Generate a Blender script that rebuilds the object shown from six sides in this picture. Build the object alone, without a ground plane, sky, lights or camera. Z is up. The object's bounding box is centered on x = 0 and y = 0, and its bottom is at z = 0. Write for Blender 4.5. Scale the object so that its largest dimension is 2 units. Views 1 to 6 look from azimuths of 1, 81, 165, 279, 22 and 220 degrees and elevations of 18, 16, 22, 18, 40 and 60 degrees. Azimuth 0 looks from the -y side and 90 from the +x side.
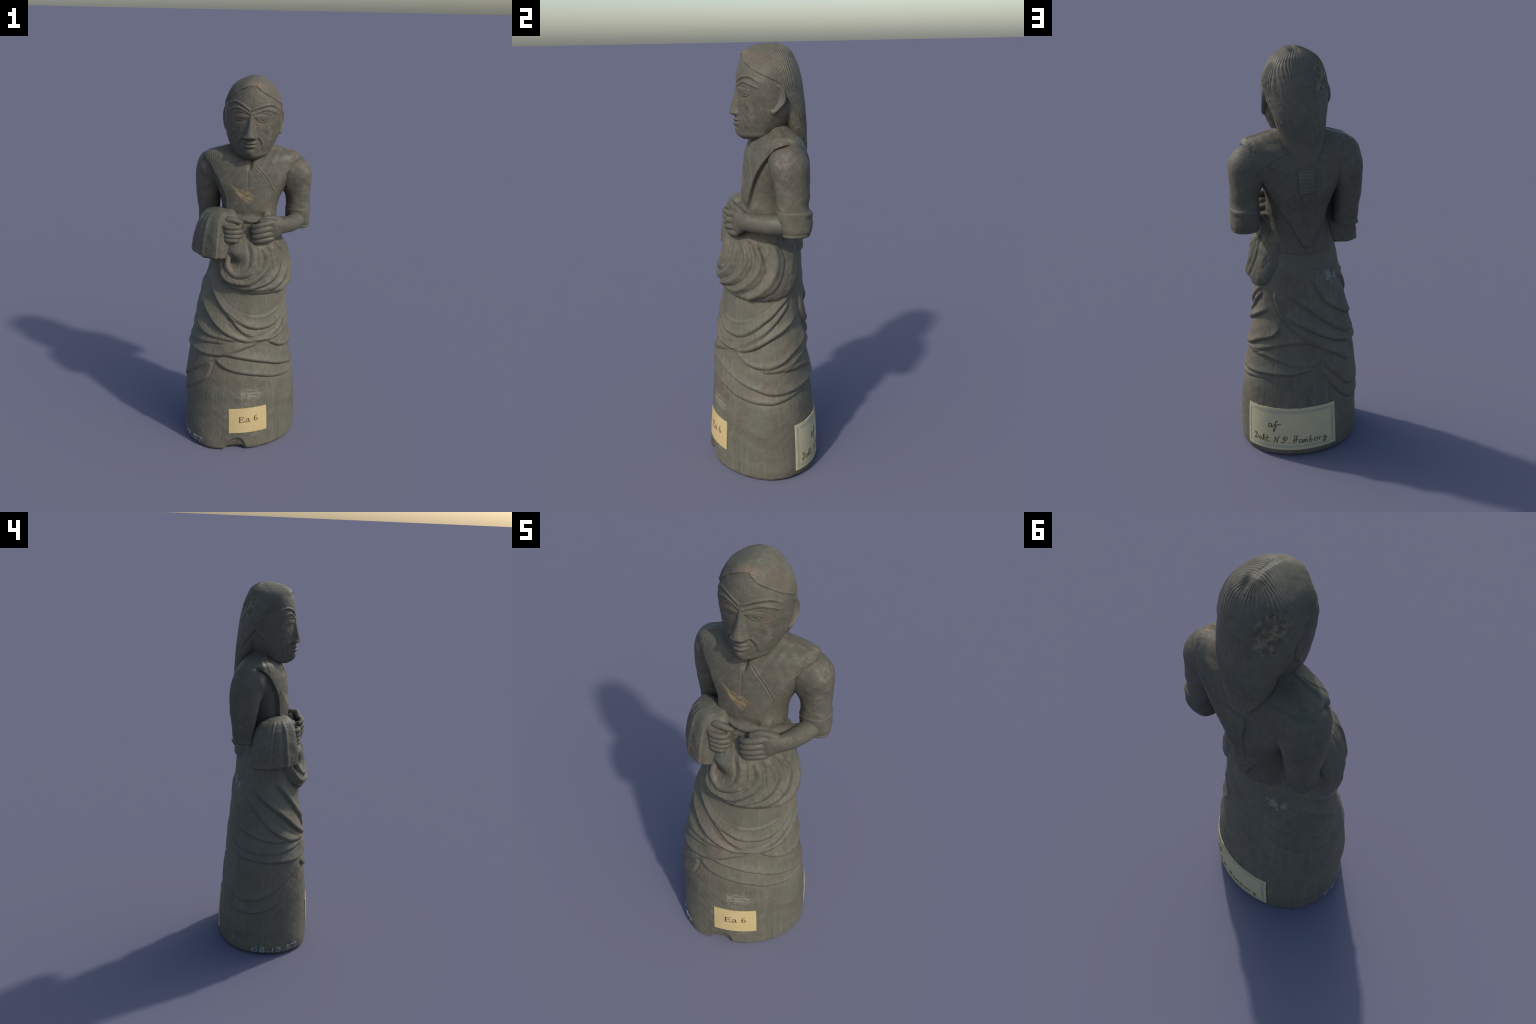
"""A carved stone statuette of a standing woman: lofted bodies with carved relief, built part by part."""
import bpy, bmesh
import math
import numpy as np

# ------------------------------------------------------------------ helpers
def spline(z, zs, vals, level=True):
    """Smooth curve through (zs, vals): Hermite with finite-difference tangents, level at turning points."""
    zs = np.asarray(zs, float); v = np.asarray(vals, float); z = np.clip(np.asarray(z, float), zs[0], zs[-1])
    d = np.diff(v) / np.diff(zs); m = np.empty_like(v)
    m[0] = d[0]; m[-1] = d[-1]
    h = np.diff(zs)
    m[1:-1] = (d[:-1] * h[1:] + d[1:] * h[:-1]) / (h[1:] + h[:-1])
    flat = np.sign(d[:-1]) * np.sign(d[1:]) <= 0
    if level: m[1:-1][flat] = 0
    i = np.clip(np.searchsorted(zs, z, side='right') - 1, 0, len(zs) - 2)
    t = (z - zs[i]) / h[i]; t2 = t * t; t3 = t2 * t
    return (2*t3 - 3*t2 + 1)*v[i] + (t3 - 2*t2 + t)*h[i]*m[i] + (-2*t3 + 3*t2)*v[i+1] + (t3 - t2)*h[i]*m[i+1]

def smooth(a, b, x):
    t = np.clip((x - a) / (b - a), 0, 1)
    return t * t * (3 - 2 * t)

def spow(v, e):
    return np.sign(v) * np.abs(v) ** e

class Loft:
    """A body made of oval cross-sections stacked in z.  Each row:
    z, left x, right x, front y, back y, y of the widest place, squareness in front, skew,
    squareness at the back (left out: as in front)."""
    def __init__(self, rows, back_skew=None):
        self.kb = back_skew
        self.t = np.array([tuple(r) + (r[6],) if len(r) == 8 else r for r in rows], float)
        self.z0, self.z1 = self.t[0, 0], self.t[-1, 0]
    def point(self, th, z):
        c = [spline(z, self.t[:, 0], self.t[:, k]) for k in range(1, 9)]
        xl, xr, yf, yb, yw, p, k, pb = c
        p = np.where(np.cos(th) > 0, p, pb)
        s = spow(np.sin(th), 2 / p); q = spow(np.cos(th), 2 / p)
        xc = (xl + xr) / 2
        x = xc + (xr - xl) / 2 * s
        if self.kb is not None:
            k = self.kb + (k - self.kb) * smooth(-1, 1, np.cos(th))
        y = yw - np.where(q > 0, yw - yf, yb - yw) * q + k * (x - xc)
        return np.stack([x, y, z + 0 * x], -1)

# ------------------------------------------------------------------ bodies
SKIRT = Loft([
    (0.000, -.322, .262, -.250, .243, .0, 2.0, .12, 2.1),
    (0.010, -.331, .271, -.256, .250, .0, 2.0, .12, 2.1),
    (0.030, -.334, .276, -.257, .254, .0, 2.0, .12, 2.1),
    (0.100, -.335, .279, -.254, .254, .0, 2.0, .12, 2.1),
    (0.250, -.331, .275, -.243, .247, .0, 2.0, .12, 2.1),
    (0.350, -.331, .265, -.235, .237, .0, 2.0, .12, 2.1),
    (0.450, -.323, .245, -.225, .228, .0, 2.0, .12, 2.1),
    (0.550, -.308, .235, -.214, .218, .0, 2.0, .12, 2.1),
    (0.660, -.286, .222, -.198, .209, .005, 2.0, .11, 2.1),
    (0.760, -.264, .206, -.183, .203, .01, 2.0, .10, 2.1),
    (0.870, -.238, .202, -.168, .199, .015, 2.05, .08, 2.1),
    (0.980, -.212, .193, -.155, .192, .02, 2.05, .06, 2.1),
    (1.060, -.192, .176, -.140, .188, .03, 2.05, .05, 2.1),
    (1.150, -.160, .148, -.115, .180, .04, 2.05, .05, 2.1),
    (1.210, -.146, .146, -.080, .180, .05, 2.05, .05, 2.1),
], back_skew=.03)
TORSO = Loft([
    (1.080, -.168, .156, -.105, .202, .05, 2.1, .04, 2.0),
    (1.160, -.152, .148, -.098, .204, .05, 2.1, .04, 1.75),
    (1.240, -.143, .150, -.090, .214, .05, 2.1, .04, 1.85),
    (1.300, -.141, .150, -.080, .220, .05, 2.1, .04, 2.1),
    (1.360, -.150, .163, -.076, .223, .06, 2.0, .04, 2.8),
    (1.420, -.174, .196, -.070, .219, .07, 2.0, .05, 3.4),
    (1.480, -.207, .232, -.062, .211, .08, 1.95, .05, 3.4),
    (1.540, -.232, .258, -.048, .200, .09, 1.9, .05, 2.8),
    (1.582, -.238, .268, -.026, .182, .09, 2.05, .05, 2.5),
    (1.602, -.230, .256, -.003, .170, .09, 2.2, .05, 2.3),
    (1.620, -.180, .204, .028, .158, .085, 2.2, .04, 2.2),
    (1.640, -.108, .130, .030, .140, .085, 2.0, .03, 2.1),
    (1.660, -.075, .095, .045, .120, .085, 2.0, .02, 2.1),
], back_skew=.0)
HEAD = Loft([
    (1.588, -.040, .058, -.066, .060, -.01, 1.65, .03, 2.4),
    (1.600, -.064, .086, -.084, .080, .0, 1.42, .03, 2.4),
    (1.625, -.085, .108, -.093, .108, .015, 1.42, .04, 2.5),
    (1.650, -.100, .125, -.097, .130, .025, 1.45, .05, 2.6),
    (1.706, -.121, .153, -.095, .150, .04, 1.58, .05, 2.6),
    (1.750, -.128, .162, -.091, .165, .045, 1.75, .05, 2.4),
    (1.790, -.130, .165, -.089, .175, .045, 1.95, .05, 2.2),
    (1.840, -.127, .163, -.090, .178, .045, 2.1, .05, 2.1),
    (1.890, -.113, .150, -.087, .168, .05, 2.1, .05, 2.1),
    (1.935, -.090, .127, -.073, .150, .055, 2.1, .04, 2.1),
    (1.962, -.066, .103, -.058, .130, .06, 2.1, .04, 2.1),
    (1.985, -.020, .060, -.010, .100, .06, 2.0, .02, 2.0),
], back_skew=.0)

HAIR = Loft([
    (1.470, -.044, .046, .185, .212, .198, 2.4, .0),
    (1.530, -.050, .056, .165, .218, .19, 2.3, .0),
    (1.565, -.068, .080, .150, .217, .18, 2.2, .0),
    (1.617, -.087, .108, .128, .214, .165, 2.1, .0),
    (1.660, -.097, .121, .105, .212, .15, 2.1, .02),
    (1.700, -.105, .136, .080, .209, .13, 2.1, .03),
    (1.740, -.117, .150, .020, .206, .10, 2.1, .04),
    (1.790, -.129, .164, -.089, .200, .06, 2.05, .05),
    (1.840, -.127, .163, -.090, .192, .055, 2.1, .05),
    (1.890, -.117, .152, -.087, .180, .055, 2.1, .05),
    (1.935, -.095, .129, -.073, .163, .055, 2.1, .04),
    (1.962, -.071, .106, -.060, .148, .06, 2.1, .04),
    (1.981, -.036, .076, -.030, .125, .06, 2.1, .02),
    (1.992, -.010, .058, .000, .102, .06, 2.0, .0),
    (1.9962, .006, .046, .028, .087, .06, 2.0, .0),
    (1.9978, .018, .034, .048, .070, .06, 2.0, .0),
    (1.9982, .024, .028, .056, .062, .06, 2.0, .0),
], back_skew=.0)
UPPER_ARM_A = Loft([   # the arm on the +x side
    (1.186, .245, .300, .085, .140, .11, 2.4, .0),
    (1.190, .222, .316, .070, .160, .11, 2.6, .0),
    (1.210, .205, .329, .056, .180, .115, 2.6, .0),
    (1.250, .199, .333, .043, .190, .115, 2.5, .0),
    (1.292, .199, .333, .036, .190, .115, 2.5, .0),
    (1.302, .200, .330, .037, .182, .11, 2.5, .0),
    (1.380, .192, .331, .033, .180, .105, 2.3, .0),
    (1.420, .165, .332, .024, .179, .10, 2.2, .0, 2.6),
    (1.450, .140, .333, .018, .178, .098, 2.4, .0, 2.7),
    (1.495, .120, .332, .012, .178, .095, 2.5, .0, 2.7),
    (1.525, .120, .325, .014, .174, .095, 2.4, .0, 2.5),
    (1.550, .135, .309, .024, .162, .095, 2.2, .0, 2.3),
    (1.572, .160, .288, .050, .148, .10, 2.0, .0),
    (1.586, .200, .262, .080, .128, .10, 2.0, .0),
])
UPPER_ARM_B = Loft([   # the arm on the -x side
    (1.184, -.255, -.185, .080, .145, .11, 2.4, .0),
    (1.189, -.268, -.168, .068, .165, .11, 2.6, .0),
    (1.215, -.272, -.158, .060, .176, .115, 2.5, .0),
    (1.280, -.275, -.157, .060, .184, .115, 2.4, .0),
    (1.350, -.284, -.155, .050, .194, .115, 2.3, .0, 2.5),
    (1.420, -.288, -.135, .036, .200, .11, 2.2, .0, 2.4),
    (1.460, -.289, -.110, .025, .201, .11, 2.1, .0, 2.4),
    (1.500, -.287, -.100, .014, .197, .105, 2.0, .0, 2.4),
    (1.540, -.276, -.100, .012, .186, .10, 2.0, .0, 2.6),
    (1.574, -.262, -.120, .032, .172, .10, 2.0, .0, 2.3),
    (1.594, -.242, -.165, .062, .148, .10, 2.0, .0),
    (1.602, -.220, -.190, .088, .122, .10, 2.0, .0),
])

class Swag:
    """The gathered cloth that hangs over the skirt's front and +x side, as a thickness over the skirt."""
    ends = (-1.0, 2.52)
    def bottom(self, th):
        return spline(th, (-1.0, -.71, -.53, -.34, -.09, .13, .44, .88, 1.3, 1.7, 2.0, 2.2, 2.35, 2.52),
                      (1.04, .98, .948, .922, .902, .890, .882, .876, .876, .884, .900, .932, .978, 1.05))
    def thick(self, th):
        return spline(th, (-1.0, -.8, -.65, -.4, 0, .5, 1.0, 1.4, 1.8, 2.1, 2.35, 2.52),
                      (-.012, .010, .030, .042, .044, .037, .036, .036, .030, .020, .006, -.012))
    def point(self, th, z):
        e = 1e-3
        p = SKIRT.point(th, z); du = SKIRT.point(th + e, z) - p; dv = SKIRT.point(th, z + e) - p
        n = np.cross(du, dv); n /= np.linalg.norm(n, axis=-1, keepdims=True)
        u = np.clip((z - self.bottom(th)) / .075, 0, 1)
        t = self.thick(th) * np.sqrt(np.maximum(1 - (1 - u) ** 2, 0))
        t = t * (1 - .35 * smooth(1.1, 1.2, z) * smooth(.9, .3, th)) * (1 - 1.3 * smooth(1.07, 1.16, z) * smooth(1.5, 1.95, th))
        t = t - .042 * np.exp(-((th + .34) / .22) ** 2 - ((z - 1.055) / .028) ** 2)
        return p + n * t[..., None]
SWAG = Swag()
# ------------------------------------------------------------------ relief tools
def curve(pts, per=14):
    """Dense smooth polyline through control points."""
    p = np.array(pts, float); t = np.arange(len(p)); s = np.linspace(0, len(p) - 1, (len(p) - 1) * per + 1)
    return np.stack([spline(s, t, p[:, 0]), spline(s, t, p[:, 1])], -1)

def curve_distance(u, v, pts, reach):
    """Signed distance (left of the curve is positive), place along it 0..1 and hit mask.
    u, v: surface coordinates in metres."""
    c = curve(pts)
    lo = c.min(0) - reach; hi = c.max(0) + reach
    m = (u > lo[0]) & (u < hi[0]) & (v > lo[1]) & (v < hi[1])
    idx = np.nonzero(m)[0]
    best = np.full(len(idx), 9e9); sd = np.zeros(len(idx)); al = np.zeros(len(idx))
    pu = u[idx]; pv = v[idx]
    seg = np.diff(c, axis=0); L = np.hypot(seg[:, 0], seg[:, 1]); cum = np.concatenate([[0], np.cumsum(L)])
    for i in range(len(seg)):
        if L[i] < 1e-9: continue
        dx = pu - c[i, 0]; dy = pv - c[i, 1]; tx, ty = seg[i] / L[i]
        a = np.clip(dx * tx + dy * ty, 0, L[i])
        ex = dx - a * tx; ey = dy - a * ty; d = ex * ex + ey * ey
        b = d < best
        best[b] = d[b]; sd[b] = np.where(tx * dy[b] - ty * dx[b] >= 0, 1, -1); al[b] = (cum[i] + a[b]) / cum[-1]
    return idx, np.sqrt(best) * sd, al

class Relief:
    """Collects carved edges, grooves and ridges over surface coordinates (u, v) in metres."""
    def __init__(self, u, v, period=0):
        self.u, self.v = u, v
        self.shifts = (0, period) if period else (0,)
        self.up = np.zeros_like(u); self.down = np.zeros_like(u); self.add = np.zeros_like(u)
    def edge(self, pts, h, w=.03, g=.003, ends=(.08, .08), side=1, lip=.0035, hollow=.014, bead=0.0, line=0.0, roll=0.0):
        """A cloth edge: the left side stands proud by h and sinks away over w; a small groove lies under it."""
        for shift in self.shifts:
            idx, d, al = curve_distance(self.u + shift, self.v, pts, max(3 * w, .03)); d = d * side
            e = np.ones_like(d)
            if ends[0]: e *= smooth(0, ends[0], al)
            if ends[1]: e *= smooth(0, ends[1], 1 - al)
            s = smooth(-lip, lip * .3, d)
            fall = np.exp(-np.maximum(d - roll, 0) / w) * smooth(3 * w, 2 * w, d)
            if roll: s = np.sqrt(np.clip(1 - (1 - np.clip(d / roll, 0, 1)) ** 2, 0, 1))
            self.up[idx] = np.maximum(self.up[idx], e * (s * h * fall + bead * np.exp(-((d - .0045) / .0045) ** 2)))
            self.add[idx] -= e * line * np.exp(-((d + lip * .8) / .0022) ** 2)
            self.down[idx] = np.minimum(self.down[idx], -e * (1 - smooth(-lip, lip * .3, d)) * g * np.exp(-np.maximum(-d, 0) / hollow))
    def groove(self, pts, depth, w=.003, ends=(.05, .05)):
        for shift in self.shifts:
            idx, d, al = curve_distance(self.u + shift, self.v, pts, 4 * w)
            e = np.ones_like(d)
            if ends[0]: e *= smooth(0, ends[0], al)
            if ends[1]: e *= smooth(0, ends[1], 1 - al)
            self.add[idx] -= depth * e * np.exp(-(d / w) ** 2)
    def ridge(self, pts, h, w, ends=(.1, .1)):
        self.groove(pts, -h, w, ends)
    def total(self):
        return self.up + self.down + self.add

def wobble(P, scale, seed, octaves=3):
    """Cheap smooth pseudo-noise, about -1..1, from sums of rotated sines."""
    r = np.random.RandomState(seed); out = np.zeros(P.shape[:-1]); amp = 1.0; tot = 0
    for o in range(octaves):
        for _ in range(4):
            k = r.normal(size=3); k /= np.linalg.norm(k)
            out += amp * np.sin((P @ k) * (2 * math.pi / scale) * r.uniform(.7, 1.4) + r.uniform(0, 6.28))
        tot += amp * 2; scale *= .5; amp *= .55
    return out / tot

def grid_normals(P, closed=True):
    if closed:
        du = np.roll(P, -1, 1) - np.roll(P, 1, 1)
    else:
        du = np.gradient(P, axis=1)
    dv = np.gradient(P, axis=0)
    n = np.cross(du, dv); n /= np.maximum(np.linalg.norm(n, axis=-1, keepdims=True), 1e-12)
    return n

# ------------------------------------------------------------------ mesh making
ROOT = None
def make_object(name, verts, faces, material, parent=None, smooth_shade=True):
    me = bpy.data.meshes.new(name)
    me.from_pydata([tuple(v) for v in verts], [], [tuple(f) for f in faces]) if not isinstance(faces, np.ndarray) else mesh_from_arrays(me, verts, faces)
    me.update()
    if smooth_shade:
        me.polygons.foreach_set('use_smooth', np.ones(len(me.polygons), bool))
    ob = bpy.data.objects.new(name, me)
    bpy.context.scene.collection.objects.link(ob)
    if material: me.materials.append(material)
    if parent is not None: ob.parent = parent
    return ob

def mesh_from_arrays(me, verts, quads):
    verts = np.asarray(verts, np.float32); n = quads.shape[1]
    me.vertices.add(len(verts)); me.vertices.foreach_set('co', verts.ravel())
    me.loops.add(quads.size); me.loops.foreach_set('vertex_index', quads.astype(np.int32).ravel())
    me.polygons.add(len(quads))
    me.polygons.foreach_set('loop_start', np.arange(0, quads.size, n, dtype=np.int32))
    me.validate()

def tube_arrays(P, cap=True):
    """Closed-in-theta grid P[rows, cols] as verts and quads; ends closed by shrinking rings."""
    if cap:
        def closing(ring, k):
            c = ring.mean(0); return [c + (ring - c) * s for s in k]
        top = closing(P[-1], (.66, .33, .02)); bot = closing(P[0], (.02, .33, .66))
        P = np.concatenate([np.array(bot), P, np.array(top)], 0)
    R, C = P.shape[:2]
    i, j = np.meshgrid(np.arange(R - 1), np.arange(C), indexing='ij'); jn = (j + 1) % C
    q = np.stack([i * C + j, i * C + jn, (i + 1) * C + jn, (i + 1) * C + j], -1).reshape(-1, 4)
    return P.reshape(-1, 3), q

def sheet_arrays(P):
    R, C = P.shape[:2]
    i, j = np.meshgrid(np.arange(R - 1), np.arange(C - 1), indexing='ij')
    q = np.stack([i * C + j, i * C + j + 1, (i + 1) * C + j + 1, (i + 1) * C + j], -1).reshape(-1, 4)
    return P.reshape(-1, 3), q

def loft_grid(loft, rows, cols, z0=None, z1=None):
    """Grid over a loft: theta runs -pi..pi from the back, rows spaced evenly along the front-side profile."""
    zz = np.linspace(loft.z0 if z0 is None else z0, loft.z1 if z1 is None else z1, 800)
    prof = np.stack([loft.point(np.full_like(zz, a), zz) for a in (0, 1.57, 3.14, -1.57)])
    step = np.linalg.norm(np.diff(prof, axis=1), axis=-1).max(0)
    s = np.concatenate([[0], np.cumsum(step)]); z = np.interp(np.linspace(0, s[-1], rows), s, zz)
    th = np.linspace(-math.pi, math.pi, cols, endpoint=False)
    TH, Z = np.meshgrid(th, z)
    P = loft.point(TH, Z)
    # even out columns along the perimeter of each row
    d = np.linalg.norm(np.diff(np.concatenate([P, P[:, :1]], 1), axis=1), axis=-1)
    cum = np.concatenate([np.zeros((len(z), 1)), np.cumsum(d, 1)], 1)
    the = np.concatenate([th, [math.pi]])
    for r in range(len(z)):
        TH[r] = np.interp(np.linspace(0, cum[r, -1], cols, endpoint=False), cum[r], the)
    return TH, Z, loft.point(TH, Z)

def theta_of(loft, x, z):
    """Front-side theta of the loft at this x."""
    a = loft.t
    xl = spline(z, a[:, 0], a[:, 1]); xr = spline(z, a[:, 0], a[:, 2]); p = spline(z, a[:, 0], a[:, 6])
    s = np.clip((np.asarray(x) - (xl + xr) / 2) / ((xr - xl) / 2), -1, 1)
    return np.arcsin(spow(s, p / 2))

def fuse(objs, name, voxel, smooth_steps, material, parent):
    """Unites overlapping pieces into one stone surface (voxel remesh, then a light smooth)."""
    bm = bmesh.new()
    for o in objs:
        bm.from_mesh(o.data)
    me = bpy.data.meshes.new(name + '_pieces'); bm.to_mesh(me); bm.free()
    tmp = bpy.data.objects.new(name, me); bpy.context.scene.collection.objects.link(tmp)
    m = tmp.modifiers.new('Remesh', 'REMESH'); m.mode = 'VOXEL'; m.voxel_size = voxel; m.adaptivity = 0
    s = tmp.modifiers.new('Smooth', 'SMOOTH'); s.factor = .5; s.iterations = smooth_steps
    dg = bpy.context.evaluated_depsgraph_get()
    out = bpy.data.meshes.new_from_object(tmp.evaluated_get(dg))
    for o in list(objs) + [tmp]:
        d = o.data; bpy.data.objects.remove(o); bpy.data.meshes.remove(d)
    out.name = name
    out.polygons.foreach_set('use_smooth', np.ones(len(out.polygons), bool))
    ob = bpy.data.objects.new(name, out); bpy.context.scene.collection.objects.link(ob)
    out.materials.clear(); out.materials.append(material); ob.parent = parent
    return ob

def limb(name, spine, radii, flat=1.0, up=(0, 0, 1), seg=28, per=8, squash=None):
    """A round-ended tube along a smooth spine; radii (across, along up)."""
    sp = np.array(spine, float); t = np.arange(len(sp)); s = np.linspace(0, len(sp) - 1, (len(sp) - 1) * per + 1)
    C = np.stack([spline(s, t, sp[:, k]) for k in range(3)], -1)
    ra = np.array([(r, r) if np.isscalar(r) else r for r in radii], float)
    A = spline(s, t, ra[:, 0]); B = spline(s, t, ra[:, 1])
    T = np.gradient(C, axis=0); T /= np.linalg.norm(T, axis=1, keepdims=True)
    # round caps
    def capped(i, sgn):
        out = []
        for a in (20, 45, 70, 87):
            k = math.cos(math.radians(a)); off = math.sin(math.radians(a)) * min(A[i], B[i])
            out.append((C[i] + sgn * T[i] * off, T[i], A[i] * k, B[i] * k))
        return out
    rings = capped(0, -1)[::-1] + [(C[i], T[i], A[i], B[i]) for i in range(len(C))] + capped(-1, 1)
    ph = np.linspace(0, 2 * math.pi, seg, endpoint=False); P = []
    for c, tt, a, b in rings:
        side = np.cross(tt, up); side /= np.linalg.norm(side); u2 = np.cross(side, tt)
        P.append(c + np.outer(np.cos(ph), side) * a + np.outer(np.sin(ph), u2) * b)
    v, q = tube_arrays(np.array(P), cap=False)
    n = len(v); v = np.vstack([v, P[0].mean(0), P[-1].mean(0)])
    faces = [tuple(f) for f in q] + [((j + 1) % seg, j, n) for j in range(seg)] + [(n - 1 - seg + 1 + j, n - seg + (j + 1) % seg, n + 1) for j in range(seg)]
    return make_object(name, v, faces, None)
# ------------------------------------------------------------------ materials
class Nodes:
    def __init__(self, name):
        self.mat = bpy.data.materials.new(name); self.mat.use_nodes = True
        self.t = self.mat.node_tree; self.t.nodes.clear()
        self.out = self.t.nodes.new('ShaderNodeOutputMaterial')
        self.bsdf = self.t.nodes.new('ShaderNodeBsdfPrincipled')
        self.t.links.new(self.bsdf.outputs[0], self.out.inputs[0])
        self.pos = self.t.nodes.new('ShaderNodeTexCoord').outputs['Object']
    def put(self, sock, v):
        if isinstance(v, bpy.types.NodeSocket): self.t.links.new(v, sock)
        elif v is not None: sock.default_value = v
    def node(self, kind, out=0, props=None, **ins):
        n = self.t.nodes.new(kind)
        for k, v in (props or {}).items(): setattr(n, k, v)
        for k, v in ins.items():
            self.put(n.inputs[int(k[1:])] if k[0] == 'i' and k[1:].isdigit() else n.inputs[k.replace('_', ' ')], v)
        return n.outputs[out]
    def math(self, op, a, b=None, c=None):
        n = self.t.nodes.new('ShaderNodeMath'); n.operation = op
        for i, v in enumerate((a, b, c)):
            if v is not None: self.put(n.inputs[i], v)
        return n.outputs[0]
    def mapped(self, scale=(1, 1, 1), loc=(0, 0, 0), rot=(0, 0, 0)):
        return self.node('ShaderNodeMapping', Vector=self.pos, Location=loc, Rotation=rot, Scale=scale)
    def noise(self, scale, detail=4, rough=.55, vec=None, distortion=0):
        return self.node('ShaderNodeTexNoise', Vector=vec or self.pos, Scale=scale, Detail=detail, Roughness=rough, Distortion=distortion)
    def ramp(self, fac, lo, hi, a=0.0, b=1.0):
        return self.node('ShaderNodeMapRange', props={'interpolation_type': 'SMOOTHSTEP'}, Value=fac, From_Min=lo, From_Max=hi, To_Min=a, To_Max=b)
    def mix(self, fac, a, b, blend='MIX'):
        n = self.t.nodes.new('ShaderNodeMix'); n.data_type = 'RGBA'; n.blend_type = blend
        self.put(n.inputs[0], fac)
        for s, v in ((n.inputs[6], a), (n.inputs[7], b)):
            self.put(s, tuple(v) + (1,) if isinstance(v, tuple) and len(v) == 3 else v)
        return n.outputs[2]
    def blob(self, centre, radii, edge=.5, jag=.0, jscale=30):
        """Soft ellipsoid mask around a place on the object, its border roughened by noise."""
        c = self.node('ShaderNodeVectorMath', props={'operation': 'SUBTRACT'}, i0=self.pos, i1=centre)
        c = self.node('ShaderNodeVectorMath', props={'operation': 'DIVIDE'}, i0=c, i1=radii)
        d = self.node('ShaderNodeVectorMath', out=1, props={'operation': 'LENGTH'}, i0=c)
        if jag:
            d = self.math('ADD', d, self.math('MULTIPLY', self.math('SUBTRACT', self.noise(jscale, 5, .65), .5), jag))
        return self.ramp(d, 1.0, 1.0 - edge)

def stone_material(name, grain_dir='z', extra=None, base=(.124, .114, .084)):
    """Dark grey-olive carved stone: soft mottling, fine scratches, scattered pale flecks."""
    n = Nodes(name)
    dark = tuple(c * .80 for c in base); warm = (base[0] * 1.06, base[1] * .94, base[2] * .94); cool = (base[0] * .88, base[1] * 1.0, base[2] * .97)
    col = n.mix(n.ramp(n.noise(6.5, 5, .65), .36, .64), dark, tuple(c * 1.08 for c in base))
    col = n.mix(n.ramp(n.noise(5.3, 3, .5, n.mapped(loc=(3, 1, 7))), .45, .7, 0, .75), col, warm)
    col = n.mix(n.ramp(n.noise(7.1, 3, .5, n.mapped(loc=(9, 4, 2))), .45, .7, 0, .7), col, cool)
    fine = n.noise(90, 3, .6)
    col = n.mix(n.ramp(fine, .3, .7, 0, .28), col, tuple(c * 1.35 for c in base))
    # drawn-out scratches along the grain
    sc = (60, 60, 2.5) if grain_dir == 'z' else (40, 40, 40)
    scratch = n.noise(1.0, 4, .6, n.mapped(scale=sc))
    col = n.mix(n.ramp(scratch, .54, .72, 0, .36), col, tuple(c * 1.6 for c in base))
    col = n.mix(n.ramp(scratch, .46, .28, 0, .40), col, tuple(c * .6 for c in base))
    # pale flecks
    fl = n.noise(38, 6, .72, n.mapped(loc=(5, 5, 5), scale=(1, 1, .7)))
    col = n.mix(n.ramp(fl, .665, .74, 0, .55), col, (.34, .33, .28))
    if extra: col = extra(n, col)
    n.put(n.bsdf.inputs['Base Color'], col)
    n.put(n.bsdf.inputs['Roughness'], n.ramp(n.noise(11, 3), .3, .7, .50, .66))
    n.bsdf.inputs['Specular IOR Level'].default_value = .26
    b = n.node('ShaderNodeBump', Strength=.22, Distance=.004, Height=n.math('ADD', n.math('MULTIPLY', scratch, .8), n.math('MULTIPLY', n.noise(140, 4, .6), .5)))
    n.put(n.bsdf.inputs['Normal'], b)
    return n.mat

def skirt_marks(n, col):
    rub = n.blob((.05, -.245, .325), (.115, .09, .045), .8, .9, 22)
    streak = n.noise(1.0, 5, .65, n.mapped(scale=(26, 26, 120), rot=(0, .12, 0)))
    col = n.mix(n.math('MULTIPLY', rub, n.ramp(streak, .44, .58, 0, .75)), col, (.33, .30, .235))
    frame = n.blob((.03, -.24, .18), (.16, .1, .115), .35, .7, 25)
    col = n.mix(n.math('MULTIPLY', frame, n.ramp(n.noise(24, 5, .7), .5, .64, 0, .6)), col, (.31, .29, .23))
    col = n.mix(n.math('MULTIPLY', n.blob((-.115, .165, .94), (.085, .06, .045), .6, 1.2, 22), n.ramp(n.noise(30, 5, .7), .46, .56, 0, .55)), col, (.33, .34, .31))
    return col

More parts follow.
